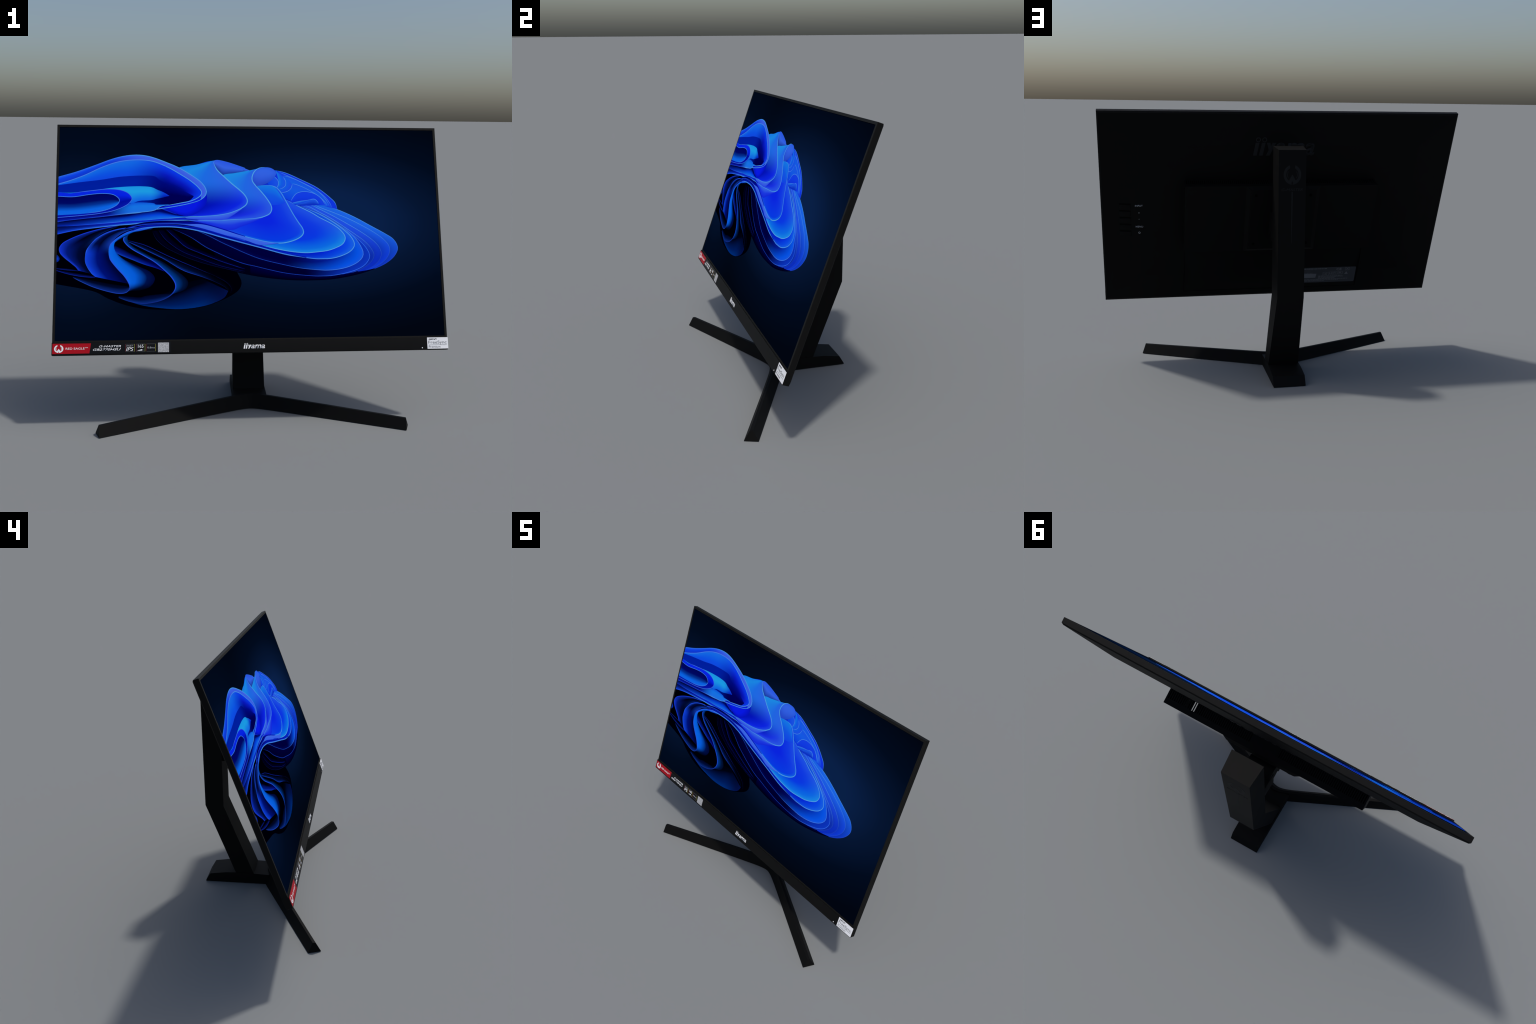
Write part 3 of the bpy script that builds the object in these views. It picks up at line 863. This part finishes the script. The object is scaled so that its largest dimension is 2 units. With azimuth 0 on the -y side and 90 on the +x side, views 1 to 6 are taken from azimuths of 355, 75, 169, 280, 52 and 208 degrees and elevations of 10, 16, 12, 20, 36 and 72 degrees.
fold('picture_lower_fold', [(-497, 644), (-568, 633), (-622, 618), (-651, 592), (-656, 575), (-644, 555), (-615, 529), (-551, 492), (-499, 461), (-451, 420), (-412, 380), (-393, 344), (-396, 318), (-419, 289), (-467, 264), (-546, 249), (-566, 250), (-629, 262), (-677, 279)],
     [(-519, 626), (-584, 621), (-622, 605), (-638, 588), (-638, 572), (-609, 542), (-551, 509), (-497, 479), (-467, 466), (-402, 423), (-348, 383), (-329, 353), (-342, 321), (-387, 302), (-467, 296), (-546, 287), (-566, 281), (-629, 285), (-677, 289)],
     ((0, '000004'), (.4, '00143c'), (.8, '003480'), (1, '1040b8')),
     ((0, '000004'), (.5, '000c38'), (1, '0a2a78')), ('z', 0.349, 0.271),
     rim=('1f46d0', '10287c'), rim_mm=6.1)
fold('picture_lower_fold', [(-718, 559), (-723, 542), (-711, 519), (-679, 500), (-615, 473), (-551, 447), (-497, 430), (-451, 412)],
     [(-715, 559), (-680, 554), (-641, 539), (-612, 519), (-551, 487), (-499, 458), (-451, 416)],
     ((0, '000004'), (.4, '00000c'), (.7, '041a80'), (1, '1850e0')),
     ((0, '00000a'), (.5, '000458'), (1, '0a18a0')), ('x', -0.598, -0.46))
fold('picture_lower_fold', [(-500, 639), (-584, 625), (-632, 615), (-680, 588), (-712, 562), (-729, 536), (-733, 513), (-720, 474), (-685, 428), (-652, 392), (-630, 359), (-623, 340), (-625, 320), (-633, 311)],
     [(-500, 638), (-577, 618), (-616, 610), (-654, 588), (-692, 565), (-718, 539), (-722, 520), (-679, 487), (-583, 440), (-518, 407), (-497, 374), (-518, 336), (-566, 317), (-607, 314), (-629, 311)],
     ((0, '000010'), (.3, '001048'), (.6, '0658d0'), (.85, '0a62dc'), (1, '1a50dc')),
     ((0, '000008'), (.35, '000820'), (.7, '041a60'), (1, '0f2c90')), ('z', 0.358, 0.315),
     rim=('2450dc', '1a3cac'), rim_mm=6.7)
fold('picture_lower_fold', [(-623, 330), (-629, 314), (-645, 304), (-677, 301), (-724, 310), (-804, 335), (-867, 364), (-905, 384)],
     [(-624, 333), (-636, 337), (-652, 340), (-677, 343), (-741, 354), (-804, 367), (-867, 381), (-905, 387)],
     ((0, '000006'), (.4, '000828'), (.8, '08226c'), (1, '0f2c90')),
     rim=('1a3ca4', '1a3ca4'), rim_mm=4)
fold('picture_lower_fold', [(-584, 641), (-680, 630), (-744, 610), (-792, 581), (-826, 546), (-844, 507), (-849, 474), (-840, 442), (-821, 413), (-794, 386)],
     [(-584, 639), (-664, 608), (-705, 575), (-724, 549), (-730, 520), (-723, 474), (-691, 428), (-662, 395), (-640, 369), (-630, 350)],
     ((0, '000214'), (.25, '000640'), (.6, '001070'), (.85, '0c38c4'), (1, '1a4cdc')),
     ((0, '1a3ca4'), (.3, '0a2880'), (.6, '000420'), (.8, '000a40'), (1, '1c48c8')), ('z', 0.498, 0.56),
     rim=('2458e0', '1a44d0'), rim_mm=6.4)
fold('picture_lower_fold', [(-681, 648), (-776, 630), (-856, 607), (-925, 578), (-959, 557), (-974, 534), (-971, 511), (-948, 485), (-916, 459), (-891, 436), (-879, 419)],
     [(-681, 646), (-776, 599), (-826, 546), (-842, 520), (-846, 494), (-847, 474), (-844, 455), (-830, 426), (-818, 409), (-811, 400)],
     ((0, '000006'), (.35, '000830'), (.7, '041870'), (1, '1438dc')),
     ((0, '08246c'), (.3, '000a30'), (.6, '000008'), (1, '0c2a98')), ('z', 0.516, 0.587),
     rim=('1a3cc0', '1434c8'), rim_mm=5.5)
fold('picture_lower_fold', [(-986, 427), (-931, 420), (-879, 416)],
     [(-986, 433), (-931, 428), (-879, 419)],
     ((0, '00000c'), (1, '0a1c70')))
fold('picture_lower_fold', [(-986, 419), (-931, 402), (-868, 389), (-795, 382)],
     [(-986, 423), (-931, 413), (-868, 402), (-798, 390)],
     ((0, '000004'), (1, '06145c')),
     rim=('0c208c', '0c208c'), rim_mm=2.9)
fold('picture_edge_glow', [(-987, 501), (-977, 491), (-972, 478), (-979, 465), (-987, 461)],
     [(-987, 479)],
     ((0, '1450d0'), (.4, '0a34b0'), (1, '00022c')))
fold('picture_band', [(-262, 696), (-340, 693), (-444, 685), (-548, 675), (-642, 670), (-822, 655), (-987, 641)],
     [(-275, 696), (-340, 698), (-392, 708), (-444, 727), (-484, 740), (-549, 734), (-643, 711), (-822, 696), (-987, 677)],
     ((0, '000038'), (.35, '000868'), (.6, '0440d8'), (.85, '1468e0'), (1, '2e78e0')),
     ((0, '000020'), (.35, '000434'), (.7, '041c80'), (1, '0c30c0')), ('x', -0.426, -0.955),
     rim=('3c80e0', '1440d8'), rim_mm=4.3)
fold('picture_band', [(-288, 676), (-366, 676), (-444, 673), (-548, 664), (-616, 656), (-681, 651), (-808, 637), (-904, 624), (-986, 606)],
     [(-275, 676), (-340, 684), (-444, 685), (-548, 676), (-642, 671), (-681, 666), (-809, 655), (-904, 648), (-987, 644)],
     ((0, '0a20d0'), (.5, '0a20b0'), (.8, '1a58dc'), (1, '3a80e0')),
     ((0, '000018'), (.5, '041870'), (1, '1040d0')), ('x', -0.598, -0.972),
     rim=('4486e0', '1a46d8'), rim_mm=5.2)
fold('picture_band', [(-37, 563), (-157, 603), (-255, 635), (-353, 654), (-451, 658), (-548, 654), (-590, 647), (-632, 636), (-664, 625)],
     [(-36, 593), (-157, 634), (-255, 661), (-353, 672), (-451, 674), (-548, 666), (-591, 657), (-632, 643), (-664, 625)],
     ((0, '0a14b0'), (.5, '0008a0'), (1, '1c48d8')),
     ((0, '000028'), (.5, '000048'), (1, '1028b8')), ('x', -0.165, -0.512),
     rim=('3460e0', '1c40c8'), rim_mm=4.3)
fold('picture_band', [(138, 554), (43, 545), (-23, 566), (-75, 584), (-157, 603), (-255, 635), (-347, 654)],
     [(136, 556), (83, 560), (17, 575), (-75, 601), (-157, 628), (-255, 654), (-347, 655)],
     ((0, '3a70e0'), (.5, '3a60e0'), (1, '2c58e0')))
fold('picture_arch_rim', [(280, 477), (174, 496), (43, 532), (-89, 568), (-174, 592), (-223, 607), (-288, 624), (-386, 640), (-467, 642), (-548, 636), (-568, 633), (-616, 619)],
     [(280, 483), (174, 502), (43, 541), (-88, 582), (-174, 609), (-223, 624), (-288, 639), (-386, 651), (-467, 654), (-548, 649), (-584, 641), (-616, 621)],
     ((0, '0820d0'), (.5, '000c80'), (.8, '102cc0'), (1, '2a62e0')),
     rim=('3a7ce0', '3a7ce0'), rim_mm=7.2)
fold('picture_curl_outer', [(-987, 903), (-903, 928), (-801, 966), (-723, 997), (-658, 1015), (-593, 1022), (-540, 1017), (-497, 1005), (-445, 985), (-376, 955), (-313, 917), (-265, 882), (-239, 849), (-233, 824), (-240, 805), (-266, 784), (-314, 767), (-392, 750), (-471, 737), (-548, 725), (-565, 719), (-668, 708), (-822, 690), (-899, 684), (-987, 669)],
     [(-987, 860), (-928, 879), (-852, 909), (-775, 948), (-697, 977), (-619, 989), (-540, 988), (-497, 979), (-431, 952), (-366, 914), (-313, 879), (-274, 843), (-263, 822), (-277, 803), (-314, 784), (-366, 773), (-424, 762), (-549, 743), (-565, 735), (-668, 722), (-771, 714), (-874, 706), (-987, 698)],
     ((0, '1a3088'), (.25, '1030c0'), (.7, '0c40dc'), (1, '2a62e0')),
     ((0, '3458dc'), (.5, '3a5ae0'), (1, '3c68e0')), ('x', -0.743, -0.547),
     rim=('2a66e0', '4490de'), rim_mm=5.5)
fold('picture_curl_outer_floor', [(-261, 789), (-266, 784), (-314, 767), (-392, 750), (-471, 737), (-548, 725), (-565, 719), (-668, 708), (-822, 690), (-899, 684), (-987, 669)],
     [(-263, 805), (-274, 797), (-314, 778), (-366, 767), (-424, 757), (-549, 737), (-565, 730), (-668, 716), (-771, 708), (-873, 700), (-987, 691)],
     ((0, '2c58dc'), (.3, '0a1cc8'), (.8, '0a20d0'), (1, '2c64e0')),
     ((0, '000058'), (.5, '00004a'), (1, '10209c')), ('x', -0.598, -0.854),
     rim=('4488e0', '102c9c'), rim_mm=4.6)
fold('picture_curl_inner', [(-987, 866), (-928, 885), (-852, 915), (-775, 953), (-697, 982), (-619, 995), (-540, 994), (-497, 985), (-431, 957), (-366, 919), (-313, 884), (-274, 849), (-257, 822), (-271, 800), (-314, 778), (-366, 767), (-424, 757), (-549, 737)],
     [(-986, 852), (-902, 858), (-799, 869), (-696, 880), (-498, 886), (-471, 870), (-418, 854), (-366, 835), (-327, 819), (-319, 805), (-350, 797), (-392, 789), (-418, 783), (-471, 775)],
     ((0, '061ea8'), (.2, '1040d8'), (.5, '0c50e0'), (.85, '1468e0'), (1, '2860e0')),
     ((0, '000060'), (.3, '000880'), (.6, '0818b8'), (.85, '0a34e0'), (1, '0a38e0')), ('x', -0.658, -0.426),
     rim=('3f78e0', '4890de'), rim_mm=5.5)
fold('picture_curl_hollow', [(-987, 860), (-877, 876), (-774, 889), (-670, 906), (-566, 912), (-498, 908), (-471, 889), (-392, 854), (-327, 819), (-300, 805)],
     [(-987, 691), (-873, 700), (-771, 708), (-668, 716), (-565, 730), (-498, 736), (-424, 757), (-366, 769), (-319, 781), (-300, 800)],
     ((0, '0220a0'), (.6, '00209c'), (.9, '021c98'), (1, '0a24b0')),
     ((0, '000048'), (.5, '000050'), (.8, '000878'), (1, '081cb8')), ('x', -0.615, -0.443))
fold('picture_curl_tongue', [(-987, 823), (-927, 820), (-824, 831), (-721, 846), (-644, 853), (-566, 855), (-514, 850), (-484, 836), (-465, 829), (-445, 819), (-424, 805)],
     [(-987, 803), (-927, 804), (-824, 812), (-721, 823), (-669, 805), (-622, 766), (-578, 778), (-513, 783), (-489, 789), (-458, 796), (-426, 804)],
     ((0, '0838d8'), (.35, '1474e0'), (.6, '1c98e0'), (.85, '1a90e0'), (1, '1468e0')),
     ((0, '000878'), (.4, '0424b8'), (.7, '0a38cc'), (1, '0420a8')), ('x', -0.529, -0.443))
fold('picture_curl_floor', [(-987, 671), (-822, 690), (-720, 702), (-617, 714), (-498, 730), (-471, 748), (-424, 758)],
     [(-987, 698), (-822, 708), (-746, 716), (-669, 748), (-617, 766), (-565, 770), (-498, 763), (-497, 760), (-424, 759)],
     ((0, '0a40d0'), (.4, '1470e0'), (.8, '1a6ce0'), (1, '2a70e0')),
     ((0, '020c60'), (.5, '040a80'), (1, '0a20a0')), ('x', -0.598, -0.743),
     rim=('4488e0', '1a38c0'), rim_mm=4.3)
fold('picture_curl_loop', [(-987, 823), (-953, 820), (-922, 818), (-824, 831), (-734, 840), (-670, 834), (-631, 816), (-615, 791)],
     [(-987, 691), (-873, 702), (-771, 713), (-707, 727), (-656, 748), (-628, 767), (-616, 786)],
     ((0, '2458e0'), (.12, '0818a8'), (.4, '000c98'), (.65, '0420e0'), (.82, '0a28dc'), (.92, '2a58e0'), (1, '3060e0')))
fold('picture_curl_pocket', [(-987, 802), (-914, 799), (-824, 812), (-760, 817), (-708, 810), (-682, 791), (-678, 778)],
     [(-987, 703), (-848, 712), (-771, 724), (-720, 740), (-689, 759), (-679, 774)],
     ((0, '2c5ce0'), (.12, '1464e0'), (.3, '0a60dc'), (.45, '043090'), (.58, '000860'), (1, '00004c')))
fold('picture_line', [(-922, 818), (-824, 831), (-734, 840), (-670, 834), (-631, 816), (-615, 791), (-628, 767), (-656, 748), (-707, 727), (-771, 713), (-873, 701), (-987, 691)],
     None, None, rim=('3a68e0', '3a74e0'), rim_mm=4)
fold('picture_line', [(-987, 802), (-914, 799), (-824, 812), (-760, 817), (-708, 810), (-682, 791), (-678, 778), (-689, 759), (-720, 740), (-771, 724), (-848, 712)],
     None, None, rim=('3a78e0', '3a78e0'), rim_mm=4)
